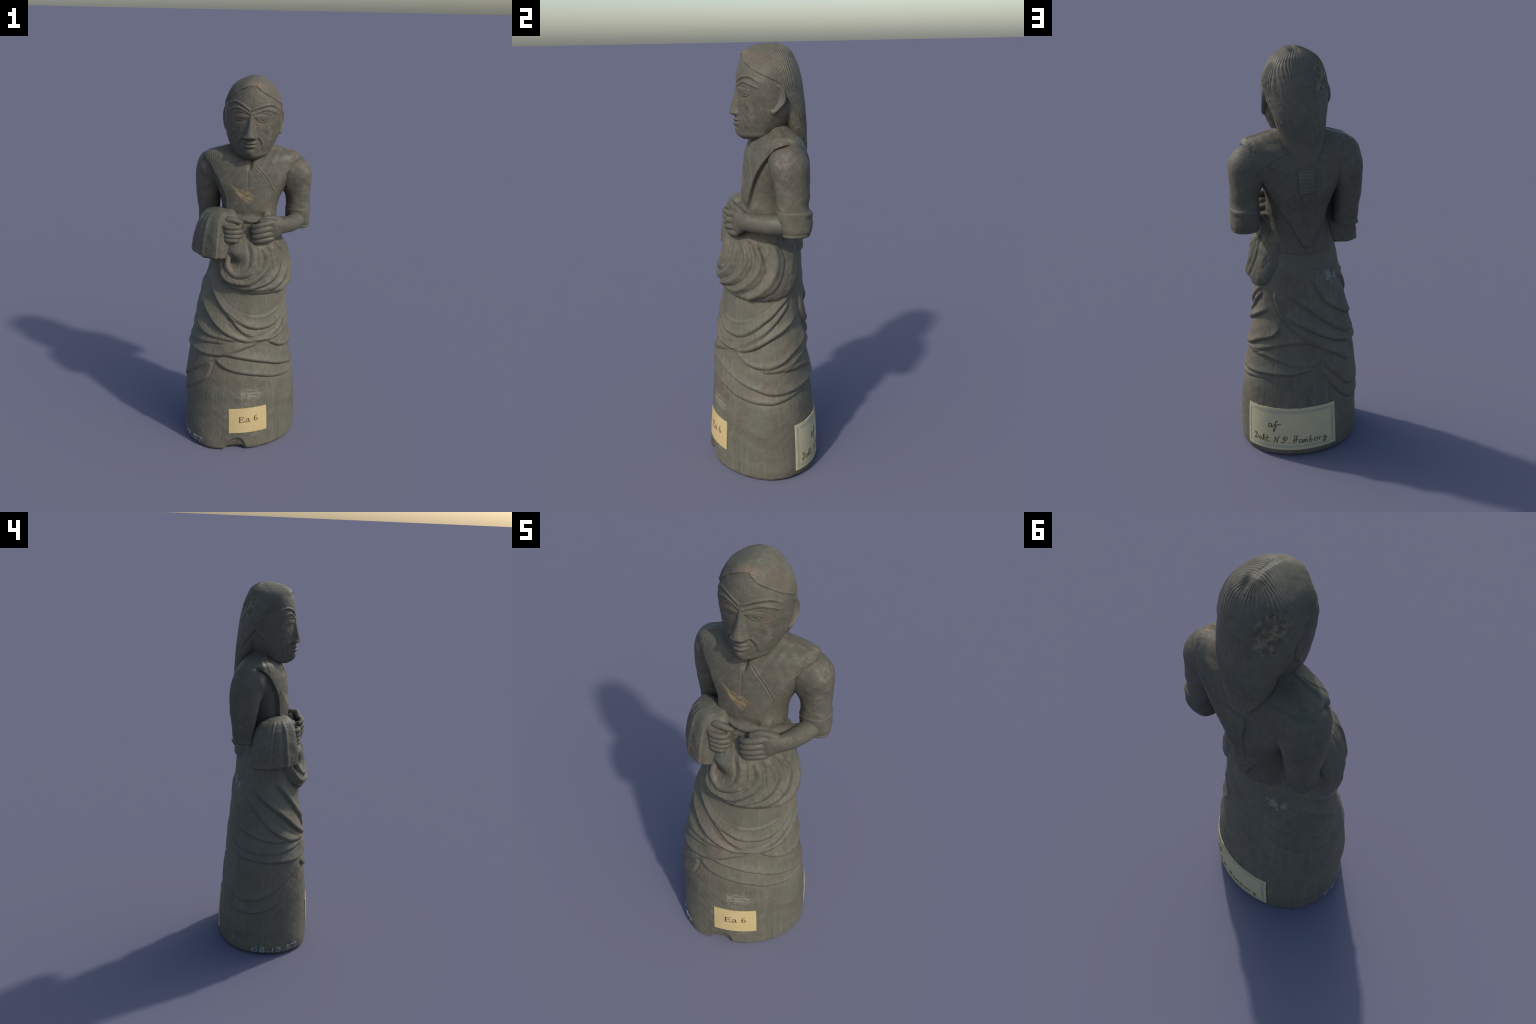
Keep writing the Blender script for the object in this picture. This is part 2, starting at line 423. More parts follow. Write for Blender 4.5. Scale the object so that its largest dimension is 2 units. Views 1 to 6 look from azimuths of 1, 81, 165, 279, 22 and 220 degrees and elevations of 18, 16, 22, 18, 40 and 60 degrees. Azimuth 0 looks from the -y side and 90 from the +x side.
def jacket_marks(n, col):
    # ochre smear on the breast: a leaf drawn out to the upper -x side
    tilt = n.node('ShaderNodeMapping', props={'vector_type': 'TEXTURE'}, Vector=n.pos, Location=(-.030, -.08, 1.410), Rotation=(0, .56, 0))
    ax = n.node('ShaderNodeSeparateXYZ', Vector=tilt); az = n.t.nodes[-1].outputs[2]
    fib = n.noise(1.0, 6, .7, n.node('ShaderNodeMapping', Vector=tilt, Scale=(22, 40, 95)))
    wide = n.ramp(ax, -.075, .035, .003, .027)
    rag = n.math('MULTIPLY', n.math('SUBTRACT', fib, .5), .030)
    leaf = n.math('MULTIPLY', n.ramp(n.math('SUBTRACT', n.math('ABSOLUTE', n.math('ADD', az, rag)), wide), .004, -.004),
                  n.math('MULTIPLY', n.ramp(n.math('ADD', ax, rag), .070, .052), n.math('MULTIPLY', n.ramp(ax, -.085, -.068), n.node('ShaderNodeMapRange', Value=n.node('ShaderNodeSeparateXYZ', out=1, Vector=n.pos), From_Min=.02, From_Max=.0, To_Min=0.0, To_Max=1.0))))
    col = n.mix(n.math('MULTIPLY', leaf, n.ramp(fib, .38, .55, .45, .95)), col, n.mix(n.ramp(fib, .42, .62), (.13, .098, .058), (.285, .21, .115)))
    col = n.mix(n.math('MULTIPLY', n.blob((.242, .085, 1.598), (.03, .035, .02), .6, .9, 40), .55), col, (.27, .20, .12))
    col = n.mix(n.math('MULTIPLY', n.blob((.15, .17, 1.585), (.045, .04, .02), .6, 1.0, 30), .6), col, (.25, .20, .11))
    return col

def head_marks(n, col):
    red = (.26, .135, .10)
    for c, r, k in (((.108, -.055, 1.785), (.026, .04, .026), .22), ((-.085, -.05, 1.80), (.022, .04, .024), .28)):
        col = n.mix(n.math('MULTIPLY', n.blob(c, r, .8, .6, 35), k), col, red)
    col = n.mix(n.math('MULTIPLY', n.blob((.105, -.045, 1.70), (.02, .03, .05), .7, .9, 40), .22), col, (.25, .24, .20))
    return col

def hair_marks(n, col):
    red = (.25, .15, .105)
    col = n.mix(n.math('MULTIPLY', n.blob((.03, -.06, 1.965), (.075, .05, .04), .9, .7, 25), .32), col, red)
    col = n.mix(n.math('MULTIPLY', n.blob((.03, -.085, 1.952), (.02, .03, .012), .8, .6, 40), .6), col, (.09, .13, .085))
    hurt = n.blob((-.075, .14, 1.875), (.05, .09, .085), .3, .5, 22)
    rough = n.noise(45, 6, .7)
    col = n.mix(n.math('MULTIPLY', hurt, n.ramp(rough, .35, .6, .45, .95)), col, n.mix(n.ramp(rough, .4, .62), (.075, .065, .045), (.21, .175, .105)))
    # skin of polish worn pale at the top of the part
    return col

def arm_marks(n, col):
    wear = n.noise(26, 5, .68, n.mapped(loc=(2, 8, 1)))
    zone = n.math('MAXIMUM', n.blob((.31, .06, 1.50), (.06, .10, .09), .8, .5, 20), n.blob((.30, .05, 1.36), (.06, .05, .14), .8, .5, 20))
    return n.mix(n.math('MULTIPLY', zone, n.ramp(wear, .45, .72, 0, .38)), col, (.30, .285, .235))

def paper_material(name, colour, edge_colour):
    n = Nodes(name)
    a = n.noise(14, 5, .6); b = n.noise(120, 3, .6)
    col = n.mix(n.ramp(a, .35, .7), colour, edge_colour)
    col = n.mix(n.ramp(b, .45, .75, 0, .35), col, tuple(c * .8 for c in colour))
    n.put(n.bsdf.inputs['Base Color'], col); n.bsdf.inputs['Roughness'].default_value = .8
    n.bsdf.inputs['Specular IOR Level'].default_value = .2
    n.put(n.bsdf.inputs['Normal'], n.node('ShaderNodeBump', Strength=.15, Distance=.002, Height=b))
    return n.mat

def plain_material(name, colour, vary=.3, rough=.7):
    n = Nodes(name)
    n.put(n.bsdf.inputs['Base Color'], n.mix(n.ramp(n.noise(60, 4, .6), .35, .7), tuple(c * (1 - vary) for c in colour), tuple(min(1, c * (1 + vary)) for c in colour)))
    n.bsdf.inputs['Roughness'].default_value = rough
    n.bsdf.inputs['Specular IOR Level'].default_value = .2
    return n.mat
# ------------------------------------------------------------------ the parts
PI2 = 2 * math.pi

def foot_spread(P):
    return .014 * np.exp(-((P[..., 0] + .185) / .075) ** 2) * smooth(.13, .0, P[..., 2]) * smooth(.0, -.08, P[..., 1])

def build_skirt(mat, root):
    TH, Z, P = loft_grid(SKIRT, 430, 700)
    k = .28                                          # metres per radian of theta
    r = Relief((TH * k).ravel(), Z.ravel(), PI2 * k)
    def c(*pts): return [(a * k, z) for a, z in pts]
    def fold(pts, h, w, g, **o): r.edge(pts, h * 1.3, w * 1.0, g * 1.2, **{'lip': .006, 'hollow': .026, 'line': .0014, 'roll': .015, **o})
    # upper rim of the hanging bands below the plain panel (proud below)
    fold(c((-.9, .955), (-.65, .895), (-.44, .849), (-.21, .809), (0, .787), (.28, .767), (.55, .762), (.8, .772), (1.06, .795), (1.31, .822), (1.55, .858), (1.91, .905)), .0034, .03, .0008, side=-1, lip=.003, roll=.012, line=.0008)
    # swags of the front and the sides, each an edge that stands over the one below
    fold(c((-1.28, .987), (-.95, .917), (-.76, .871), (-.44, .797), (-.23, .760), (.12, .708), (.36, .690), (.6, .688), (.83, .697), (1.07, .725), (1.34, .769), (1.54, .802), (1.75, .847), (2.09, .90)), .010, .03, .004)
    fold(c((-.43, .793), (-.19, .738), (-.06, .701), (.08, .670), (.3, .638), (.5, .628), (.82, .648), (1.08, .680), (1.34, .715), (1.61, .766), (1.79, .813), (2.05, .874)), .010, .03, .004)
    fold(c((-1.86, .95), (-1.61, .891), (-1.34, .845), (-1.08, .805), (-.82, .76), (-.65, .724), (-.44, .688), (-.27, .661), (-.12, .645), (.02, .631), (.18, .621), (.57, .618), (.83, .622), (1.08, .642), (1.34, .674), (1.53, .696), (1.79, .727), (2.02, .758), (2.27, .789)), .012, .032, .004)
    fold(c((-2.35, .938), (-2.06, .892), (-1.84, .84), (-1.59, .782), (-1.3, .717), (-1.04, .677), (-.8, .650), (-.5, .638), (-.19, .629), (.05, .622)), .009, .03, .003)
    fold(c((-3.05, .968), (-3.02, .926), (-2.92, .865), (-2.77, .809), (-2.5, .757), (-2.2, .715), (-1.9, .688), (-1.6, .671), (-1.3, .659), (-1.0, .652), (-.76, .647)), .007, .03, .003)
    fold(c((2.6, .89), (2.85, .841), (3.1, .789), (3.34, .728), (3.69, .661), (3.96, .622), (4.27, .600), (4.63, .591), (4.9, .591), (5.2, .598), (5.49, .606), (5.88, .613), (6.15, .610)), .007, .03, .003)
    fold(c((2.5, .79), (2.7, .744), (3.0, .697), (3.23, .657), (3.45, .623), (3.7, .594), (3.95, .570), (4.26, .555), (4.56, .552), (4.85, .548), (5.16, .547), (5.54, .541), (5.75, .541), (5.98, .548), (6.18, .564), (6.37, .583), (6.58, .600), (6.84, .620)), .010, .03, .004)
    fold(c((2.30, .885), (2.38, .816), (2.48, .767), (2.67, .715), (2.92, .657), (3.14, .608), (3.38, .564), (3.61, .525), (3.81, .484), (4.06, .455), (4.25, .440)), .008, .025, .003, ends=(.05, .3))
    fold(c((.57, .62), (.75, .592), (.95, .568), (1.22, .556), (1.41, .556), (1.6, .564), (1.8, .584), (2.02, .612), (2.39, .650), (2.56, .71)), .010, .035, .004)
    fold(c((1.2, .550), (1.41, .538), (1.63, .540), (1.93, .550), (2.11, .567), (2.46, .596), (2.68, .612), (3.0, .614), (3.22, .587)), .007, .02, .003)
    fold(c((-.49, .540), (-.26, .545), (-.02, .537), (.2, .522), (.4, .508), (.64, .488), (.85, .468), (1.09, .454), (1.32, .439), (1.55, .431), (1.8, .433), (2.0, .439), (2.23, .445), (2.54, .449), (2.78, .453), (2.98, .464), (3.24, .476)), .011, .032, .004)
    fold(c((1.7, .535), (2.1, .537), (2.45, .524), (2.68, .505), (2.9, .491), (3.1, .490), (3.22, .499), (3.27, .534)), .007, .025, .003)
    fold(c((-.5, .530), (-.38, .501), (-.24, .476), (-.08, .459), (.14, .443), (.38, .428), (.6, .411), (.85, .398), (1.09, .391), (1.31, .389), (1.54, .391), (1.93, .411), (2.25, .420), (2.5, .428)), .008, .03, .003, ends=(.04, .25))
    # two bowed bands of the -x side
    fold(c((-2.98, .533), (-2.9, .476), (-2.68, .405), (-2.43, .342), (-2.19, .320), (-1.96, .314), (-1.67, .328), (-1.45, .354), (-1.22, .396), (-1.0, .434), (-.84, .458), (-.63, .498), (-.47, .527)), .005, .03, .003, ends=(.04, .03))
    fold(c((-3.01, .472), (-2.92, .416), (-2.76, .354), (-2.55, .291), (-2.40, .262), (-2.16, .240), (-1.82, .244), (-1.49, .266), (-1.2, .306), (-.9, .358), (-.63, .405), (-.53, .452), (-.48, .513)), .006, .03, .003, ends=(.04, .03))
    # soft hollows inside the bands
    r.groove(c((-1.35, .79), (-1.0, .73), (-.7, .685), (-.4, .655)), .003, .012)
    r.groove(c((-.3, .73), (0, .665), (.25, .65), (.6, .655), (1.0, .695)), .003, .010)
    r.groove(c((.8, .605), (1.2, .59), (1.6, .60), (1.9, .63)), .002, .014)
    # belt of rubbed cloth at the back
    r.groove(c((3.05, 1.0), (3.3, .985), (3.6, .985)), .002, .006)
    rel = r.total().reshape(TH.shape)
    N = grid_normals(P)
    rel += wobble(P, .11, 3) * .0018 + wobble(P * np.array([1, 1, .25]), .016, 5, 2) * .0004
    rel *= smooth(-.005, .02, Z) * .9 + .1
    Q = P + N * rel[..., None]
    # the chip broken out of the lower front rim
    f = 1 - ((Q[..., 0] + .045) / .068) ** 2 - (np.maximum(Q[..., 2], 0) / (.078 + .18 * (Q[..., 0] + .045))) ** 2
    chip = smooth(0, .5, f) * (.006 + .016 * np.clip(f, 0, 1)) * (Q[..., 1] < 0)
    Q[..., 1] += chip + chip * .12 * wobble(P, .05, 9)
    lift = smooth(0, .6, 1 - ((Q[..., 0] + .05) / .06) ** 2) * (Q[..., 1] < -.1) * .012
    Q[..., 2] += lift * (1 - smooth(0, .08, Q[..., 2]))
    # the foot spreads at the front of the -x side
    Q[..., 1] -= foot_spread(P)
    # uneven foot rim
    Q[..., 2] += (wobble(P, .12, 12, 2) * .003 + .002) * (1 - smooth(0, .04, Q[..., 2]))
    Q[..., 2] = np.maximum(Q[..., 2], 0)
    v, q = tube_arrays(Q)
    return make_object('skirt', v, q, mat, root)

def build_jacket(mat, root):
    TH, Z, P = loft_grid(TORSO, 330, 620)
    k = .18
    r = Relief((TH * k).ravel(), Z.ravel(), PI2 * k)
    def c(*pts): return [(a * k, z) for a, z in pts]
    # armhole edges of the front panel, then of the back panel
    arm = dict(lip=.004, hollow=.02)
    r.edge(c((1.60, 1.590), (1.15, 1.570), (.93, 1.525), (.79, 1.476), (.68, 1.412), (.64, 1.359), (.56, 1.303), (.52, 1.275)), .016, .07, .007, ends=(.18, .1), side=-1, **arm)
    r.edge(c((-1.40, 1.598), (-1.05, 1.556), (-.92, 1.510), (-.84, 1.464), (-.81, 1.419), (-.79, 1.379), (-.82, 1.338), (-.82, 1.29)), .016, .07, .007, ends=(.12, .1), side=1, **arm)
    r.edge(c((1.62, 1.592), (2.00, 1.551), (2.11, 1.503), (2.10, 1.428), (2.13, 1.359), (2.35, 1.295), (2.64, 1.230), (2.82, 1.174), (3.06, 1.105)), .010, .06, .007, ends=(.2, .03), side=1, **arm)
    r.edge(c((4.62, 1.597), (4.40, 1.570), (4.29, 1.530), (4.27, 1.478), (4.17, 1.397), (4.08, 1.323), (3.78, 1.247), (3.54, 1.195), (3.38, 1.150), (3.20, 1.105)), .010, .06, .007, ends=(.12, .03), side=-1, **arm)
    # double stitched seams
    def seam(a, b, gap=.0045, depth=.0028):
        a = np.array((a[0] * k, a[1])); b = np.array((b[0] * k, b[1])); d = b - a; n = np.array((-d[1], d[0])) / np.linalg.norm(d)
        for s in (-1, 1):
            r.ridge([tuple(a + n * gap * s), tuple((a + b) / 2 + n * gap * s), tuple(b + n * gap * s)], depth * .6, .0028, ends=(.05, .05))
        r.groove([tuple(a), tuple((a + b) / 2), tuple(b)], depth * .7, .0028)
    for a, b in (((-.95, 1.630), (-.97, 1.563)), ((-.27, 1.537), (-.80, 1.427)), ((1.08, 1.636), (.92, 1.533)), ((.08, 1.555), (.65, 1.416)),
                 ((2.08, 1.546), (3.00, 1.460)), ((2.20, 1.475), (2.90, 1.548)), ((3.40, 1.435), (4.22, 1.475)), ((3.36, 1.378), (4.10, 1.322)),
                 ((2.16, 1.360), (3.00, 1.293)), ((2.34, 1.315), (3.00, 1.380)), ((3.35, 1.266), (3.92, 1.295)), ((3.27, 1.232), (3.52, 1.204)), ((3.53, 1.594), (4.48, 1.582)),
                 ((3.02, 1.13), (3.40, 1.18))):
        seam(a, b)
    # breast opening: a slit under the chin that thins into a line
    r.groove(c((-.01, 1.60), (-.03, 1.545), (-.04, 1.51)), .012, .008, ends=(0, .5))
    r.groove(c((-.09, 1.575), (-.07, 1.489), (-.08, 1.415)), .0018, .0025)
    r.groove(c((-.17, 1.36), (-.1, 1.33), (-.05, 1.30)), .001, .003)
    # waist rim flaring over the cloth
    r.ridge(c((-.5, 1.285), (-.07, 1.268), (.22, 1.262), (.6, 1.258), (1.0, 1.262)), .013, .014, ends=(.1, .2))
    # knotted corner at the foot of the +x armhole
    rel = r.total().reshape(TH.shape)
    rel += .012 * np.exp(-((TH - .80) / .17) ** 2 - ((Z - 1.288) / .022) ** 2)
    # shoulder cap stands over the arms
    rel += wobble(P, .09, 21) * .0014
    # worn stepped rim of the +x shoulder
    rel += .0018 * wobble(P, .03, 23, 2) * np.exp(-((P[..., 0] - .245) / .03) ** 2 - ((Z - 1.585) / .03) ** 2)
    Q = P + grid_normals(P) * rel[..., None]
    v, q = tube_arrays(Q)
    return make_object('jacket', v, q, mat, root)

def build_head(mat, root):
    TH, Z, P = loft_grid(HEAD, 300, 560)
    k = .14
    u = (TH * k).ravel(); z = Z.ravel()
    r = Relief(u, z)
    def c(*pts): return [(float(theta_of(HEAD, x, zz)) * k, zz) for x, zz in pts]
    # eyebrows: a flat band between two sharp ridges
    for up, low in ((((.008, 1.838), (.035, 1.848), (.07, 1.860), (.108, 1.865), (.136, 1.852), (.156, 1.828)), ((.014, 1.820), (.05, 1.832), (.086, 1.841), (.12, 1.832), (.150, 1.812))),
                    (((.006, 1.838), (-.018, 1.855), (-.045, 1.872), (-.073, 1.880), (-.098, 1.872), (-.116, 1.85)), ((.0, 1.820), (-.025, 1.838), (-.055, 1.852), (-.08, 1.848), (-.105, 1.828)))):
        r.ridge(c(*up), .0038, .0050, ends=(.02, .15)); r.ridge(c(*low), .0034, .0046, ends=(.02, .15))
        mid = tuple((up[i][0], up[i][1] - .011) for i in range(1, 5))
        r.groove(c(*mid), .003, .006, ends=(.15, .2))
    X = P[..., 0].ravel(); Y = P[..., 1].ravel(); front = smooth(.06, .0, Y)
    rel = np.zeros_like(u)
    for ex, ez, sgn, tilt in ((.078, 1.796, 1, -.10), (-.056, 1.804, -1, -.08)):
        et = float(theta_of(HEAD, ex, ez)) * k
        du = u - et; dz = (z - ez) - tilt * sgn * du * .6
        rel -= .007 * np.exp(-(du / .040) ** 2 - ((dz + .002) / .026) ** 2)         # socket
        half = .0135 * np.sqrt(np.clip(1 - (du / .037) ** 2, 0, 1))
        e = np.abs(dz) - half
        inside = (np.abs(du) < .037)
        rel += .0042 * np.exp(-((np.hypot(du / .036, dz / .0155) - 1.0) / .17) ** 2)  # rims of the lids
        rel += .0022 * np.exp(-((np.hypot(du / .042, (dz - .004) / .0245) - 1.0) / .10) ** 2) * (dz > .006)  # upper fold
        ball = np.clip(1 - (du / .033) ** 2 - (dz / .0125) ** 2, 0, 1)
        rel += .0060 * np.sqrt(ball)
        iris = np.hypot(du - .002 * sgn, dz)
        rel += .0018 * np.exp(-((iris - .0085) / .0022) ** 2) - .0010 * np.exp(-(iris / .004) ** 2)
    # nose
    cx = spline(z, (1.68, 1.71, 1.77, 1.84), (.003, .004, .008, .010))
    h = spline(z, (1.676, 1.688, 1.694, 1.700, 1.712, 1.730, 1.765, 1.80, 1.825, 1.845), (0, .001, .012, .026, .030, .027, .018, .010, .006, 0))
    w = spline(z, (1.68, 1.70, 1.72, 1.76, 1.80, 1.84), (.027, .026, .021, .015, .0125, .014))
    dx = np.abs(X - cx)
    rel += front * h * np.exp(-(dx / w) ** 2.6)
    for s in (-1, 1):                                   # nostril wings
        rel += front * .008 * np.exp(-((X - (.003 + s * .021)) / .009) ** 2 - ((z - 1.706) / .008) ** 2)
    # muzzle, lips, chin
    rel += front * .012 * np.exp(-((X - .004) / .031) ** 2 - ((z - 1.665) / .030) ** 2)
    rel += front * .0055 * np.exp(-((X - .005) / .030) ** 4 - ((z - 1.6775) / .0055) ** 2)
    rel += front * .0060 * np.exp(-((X - .006) / .026) ** 4 - ((z - 1.6585) / .0060) ** 2)
    rel -= front * .0060 * np.exp(-((X - .005) / .034) ** 4 - ((z - 1.6685) / .0028) ** 2)
    rel -= front * .0030 * np.exp(-((X - .004) / .010) ** 2 - ((z - 1.687) / .007) ** 2)
    rel -= front * .0040 * np.exp(-((X - .004) / .022) ** 2 - ((z - 1.646) / .005) ** 2)
    rel += front * .0090 * np.exp(-((X - .001) / .026) ** 2 - ((z - 1.624) / .016) ** 2)
    for s in (-1, 1):
        o = .004
        r.groove(c((o + s * .034, 1.703), (o + s * .046, 1.688), (o + s * .056, 1.668), (o + s * .054, 1.645)), .0045, .0045, ends=(.15, .2))
        r.ridge(c((o + s * .042, 1.710), (o + s * .056, 1.690), (o + s * .067, 1.666), (o + s * .060, 1.635)), .0040, .0065, ends=(.15, .2))
    r.groove(c((.070, 1.740), (.085, 1.718), (.100, 1.702)), .0020, .009); r.ridge(c((.092, 1.752), (.104, 1.728), (.106, 1.702)), .0025, .009)
    r.ridge(c((-.075, 1.742), (-.086, 1.72), (-.084, 1.703)), .0025, .006)
    rel += r.total()
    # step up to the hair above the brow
    rel = rel.reshape(TH.shape) + wobble(P, .06, 31) * .0010
    Q = P + grid_normals(P) * rel[..., None]
    v, q = tube_arrays(Q)
    return make_object('head', v, q, mat, root)

def hairline(th):
    """Height of the hair's lower border on the head, by theta."""
    return spline(th, (-math.pi, -1.95, -1.72, -1.6, -1.06, -.77, -.35, .08, .39, .80, 1.12, 1.44, 1.68, 1.80, 2.0, math.pi),
                  (1.3, 1.5, 1.80, 1.835, 1.885, 1.918, 1.946, 1.957, 1.925, 1.896, 1.872, 1.850, 1.825, 1.78, 1.5, 1.3))

def build_hair(mat, root):
    TH, Z, P = loft_grid(HAIR, 430, 720)
    N = grid_normals(P)
    border = hairline(TH)
    low = smooth(1.85, 1.79, Z) * smooth(1.76, 1.62, np.abs(TH))       # never in front of the ears
    m = smooth(-.006, .005, Z - border) * (1 - low)
    m = np.maximum(m, smooth(1.72, 1.65, Z))
    rel = -.0055 + m * .0085
    # strands: level lines of a flow that leaves the parting, sweeps back and falls
    xc = .028 - .025 * smooth(1.75, 1.5, Z)
    half = spline(Z, (1.47, 1.53, 1.565, 1.617, 1.70, 1.80, 2.0), (.045, .053, .075, .098, .122, .148, .15))
    lat = np.abs(P[..., 0] - xc)
    side = P[..., 1] + (Z - 1.997) * (.95 - .65 * smooth(-.02, .11, P[..., 1]))
    crown = .088 + .055 * (math.pi / 2 - np.arctan2(lat, np.maximum(P[..., 1] - .088, 1e-4)))
    top = np.where(P[..., 1] > .088, crown, P[..., 1])
    flow = top + (side - P[..., 1]) * smooth(.16, .06, P[..., 1])
    backflow = .174 - .134 * np.clip(lat / half, 0, 1.3)
    wgt = np.maximum(smooth(.11, .19, P[..., 1]) * smooth(1.965, 1.90, Z), smooth(1.88, 1.72, Z))
    flow = flow * (1 - wgt) + backflow * wgt
    flow = flow + .0012 * wobble(P, .07, 41, 2)
    pitch = .0100
    ph = flow / pitch
    tooth = np.abs((ph % 1) * 2 - 1)
    lowm = smooth(1.64, 1.56, Z)
    ph2 = np.clip(lat / half, 0, 1.2) * 4.5
    tooth = tooth * (1 - lowm) + np.abs((ph2 % 1) * 2 - 1) * lowm
    fade = smooth(0, .012, lat) + lowm
    amp = .0033 * np.clip(fade, 0, 1) * m
    amp = amp * (.5 + .5 * smooth(-.5, .5, wobble(P, .12, 43, 2)))
    amp = amp * smooth(.0, .035, np.hypot(P[..., 0] - .03, P[..., 1] - .09) + (Z < 1.95)) * (1 - .35 * smooth(.12, .18, P[..., 1]))
    rel += (tooth - .5) * amp
    # the parting: a groove with a raised seam in it along the crown
    part = np.exp(-(np.abs(P[..., 0] - .03) / .007) ** 2) * smooth(.11, .085, P[..., 1]) * smooth(1.94, 1.955, Z) * m
    rel -= .0022 * part
    rel += .0012 * np.exp(-((P[..., 0] - .03) / .0028) ** 2) * smooth(.11, .085, P[..., 1]) * smooth(1.94, 1.955, Z) * m
    # thick rolled border at the forehead
    rel += .0012 * m * np.exp(-((Z - border) / .016) ** 2) * (np.abs(TH) < 1.5)
    # broken patch at the back of the -x side
    d = np.sqrt(((P[..., 0] + .075) / .040) ** 2 + ((Z - 1.875) / .078) ** 2 + ((P[..., 1] - .13) / .08) ** 2)
    hurt = smooth(1.05, .8, d + .15 * wobble(P, .04, 45, 3))
    rel += hurt * (-.0065 + .0040 * wobble(P, .030, 47, 4) - (tooth - .5) * amp)
    rel += wobble(P, .07, 49) * .0009
    Q = P + N * rel[..., None]
    v, q = tube_arrays(Q)
    return make_object('hair', v, q, mat, root)

def build_braid(mat, root):
    """Wound band below the hair, and the tail of strands hanging from it."""
    def slab(name, z0, z1, xl0, xr0, xl1, xr1, height, pattern):
        R, C = 150, 90
        t = np.linspace(0, 1, R)[:, None]; s = np.linspace(0, 1, C)[None, :]
        x = (xl0 + (xl1 - xl0) * t) * (1 - s) + (xr0 + (xr1 - xr0) * t) * s
        z = z1 + (z0 - z1) * (1 - t) + 0 * s
        sx = x; th = np.pi - np.arcsin(np.clip((sx - .012) / .20, -1, 1))
        y = .2005 + 0 * x - .35 * (x - .005) ** 2 + .006 * smooth(1.40, 1.20, z) * 0
        y = TORSO.point(math.pi + 0 * x, z)[..., 1] + TORSO_SKEW(z) * (x - .01) + .0015
        rim = smooth(0, .06, s) * smooth(1, .94, s) * smooth(0, .03, t) * smooth(1, .97, t)
        h = -.006 + (height + .006) * rim + pattern(s, t) * rim
        P = np.stack([x, y + h, z], -1)
        # give it a hidden back so that it is a solid slab
        Bk = P.copy(); Bk[..., 1] = y - .02
        v1, q1 = sheet_arrays(P); v2, q2 = sheet_arrays(Bk)
        n = len(v1); faces = [tuple(f[::-1]) for f in q1] + [tuple(f + n) for f in q2]
        ring = [i for i in range(C)] + [i * C + C - 1 for i in range(1, R)] + [(R - 1) * C + i for i in range(C - 2, -1, -1)] + [i * C for i in range(R - 2, 0, -1)]
        for a, b in zip(ring, ring[1:] + ring[:1]): faces.append((a, b, b + n, a + n))
        ob = make_object(name, np.vstack([v1, v2]), faces, mat, root)
        bm = bmesh.new(); bm.from_mesh(ob.data); bmesh.ops.recalc_face_normals(bm, faces=bm.faces); bm.to_mesh(ob.data); bm.free()
        return ob
    slab('braid_band', 1.376, 1.487, -.032, .040, -.036, .048, .0075, lambda s, t: .0028 * (np.abs(((t * 6.5 + .06 * np.sin(s * 5)) % 1) * 2 - 1) - .5) + 0 * s)
    slab('braid_tail', 1.212, 1.380, -.030, .016, -.031, .028, .0045, lambda s, t: .0026 * (np.abs(((s * 6.5) % 1) * 2 - 1) - .5) + 0 * t)

def TORSO_SKEW(z):
    return spline(z, TORSO.t[:, 0], TORSO.t[:, 7])

def build_ear(mat, root, centre, up, back, out, tall, wide):
    """A flat C-shaped ear: raised rim behind and on top, hollow inside, lobe running into the jaw."""
    up = np.array(up, float); up /= np.linalg.norm(up); back = np.array(back, float); back -= up * (back @ up); back /= np.linalg.norm(back)
    out = np.array(out, float)
    R, C = 40, 110
    rr = np.linspace(0, 1, R)[:, None]; ph = np.linspace(0, PI2, C, endpoint=False)[None, :]
    a = rr * np.sin(ph); b = rr * np.cos(ph)               # a: up, b: towards the back
    taper = 1 - .30 * smooth(0, -1, a)
    bb = b * taper - .30 * smooth(-.1, -1, a)
    rim = np.exp(-((rr - .86) / .13) ** 2) * (smooth(-.9, .1, b) * .8 + .2)
    hollow = np.exp(-((a - .25) / .50) ** 2 - ((b + .10) / .55) ** 2)
    fall = smooth(1.0, .90, rr)
    h = (.003 + .010 * (b * .5 + .5) + .005 * rim - .0085 * hollow)
    top = np.array(centre) + a[..., None] * up * tall + bb[..., None] * back * wide + h[..., None] * out
    edge = top[-1:] - out * .016 - back * .004 * 0
    edge2 = np.array(centre) + (edge - np.array(centre)) * .80 - out * .012
    P = np.concatenate([top[1:], edge, edge2], 0)
    v, q = tube_arrays(P, cap=False)
    n = len(v); v = np.vstack([v, top[0, 0]])
    faces = [tuple(f) for f in q] + [((j + 1) % C, j, n) for j in range(C)]
    ob = make_object('ear', v, faces, mat, root)
    bm = bmesh.new(); bm.from_mesh(ob.data); bmesh.ops.recalc_face_normals(bm, faces=bm.faces); bm.to_mesh(ob.data); bm.free()
    if (np.array([p.normal for p in list(ob.data.polygons)[:200]]) @ out).mean() < 0: ob.data.flip_normals()
    return ob

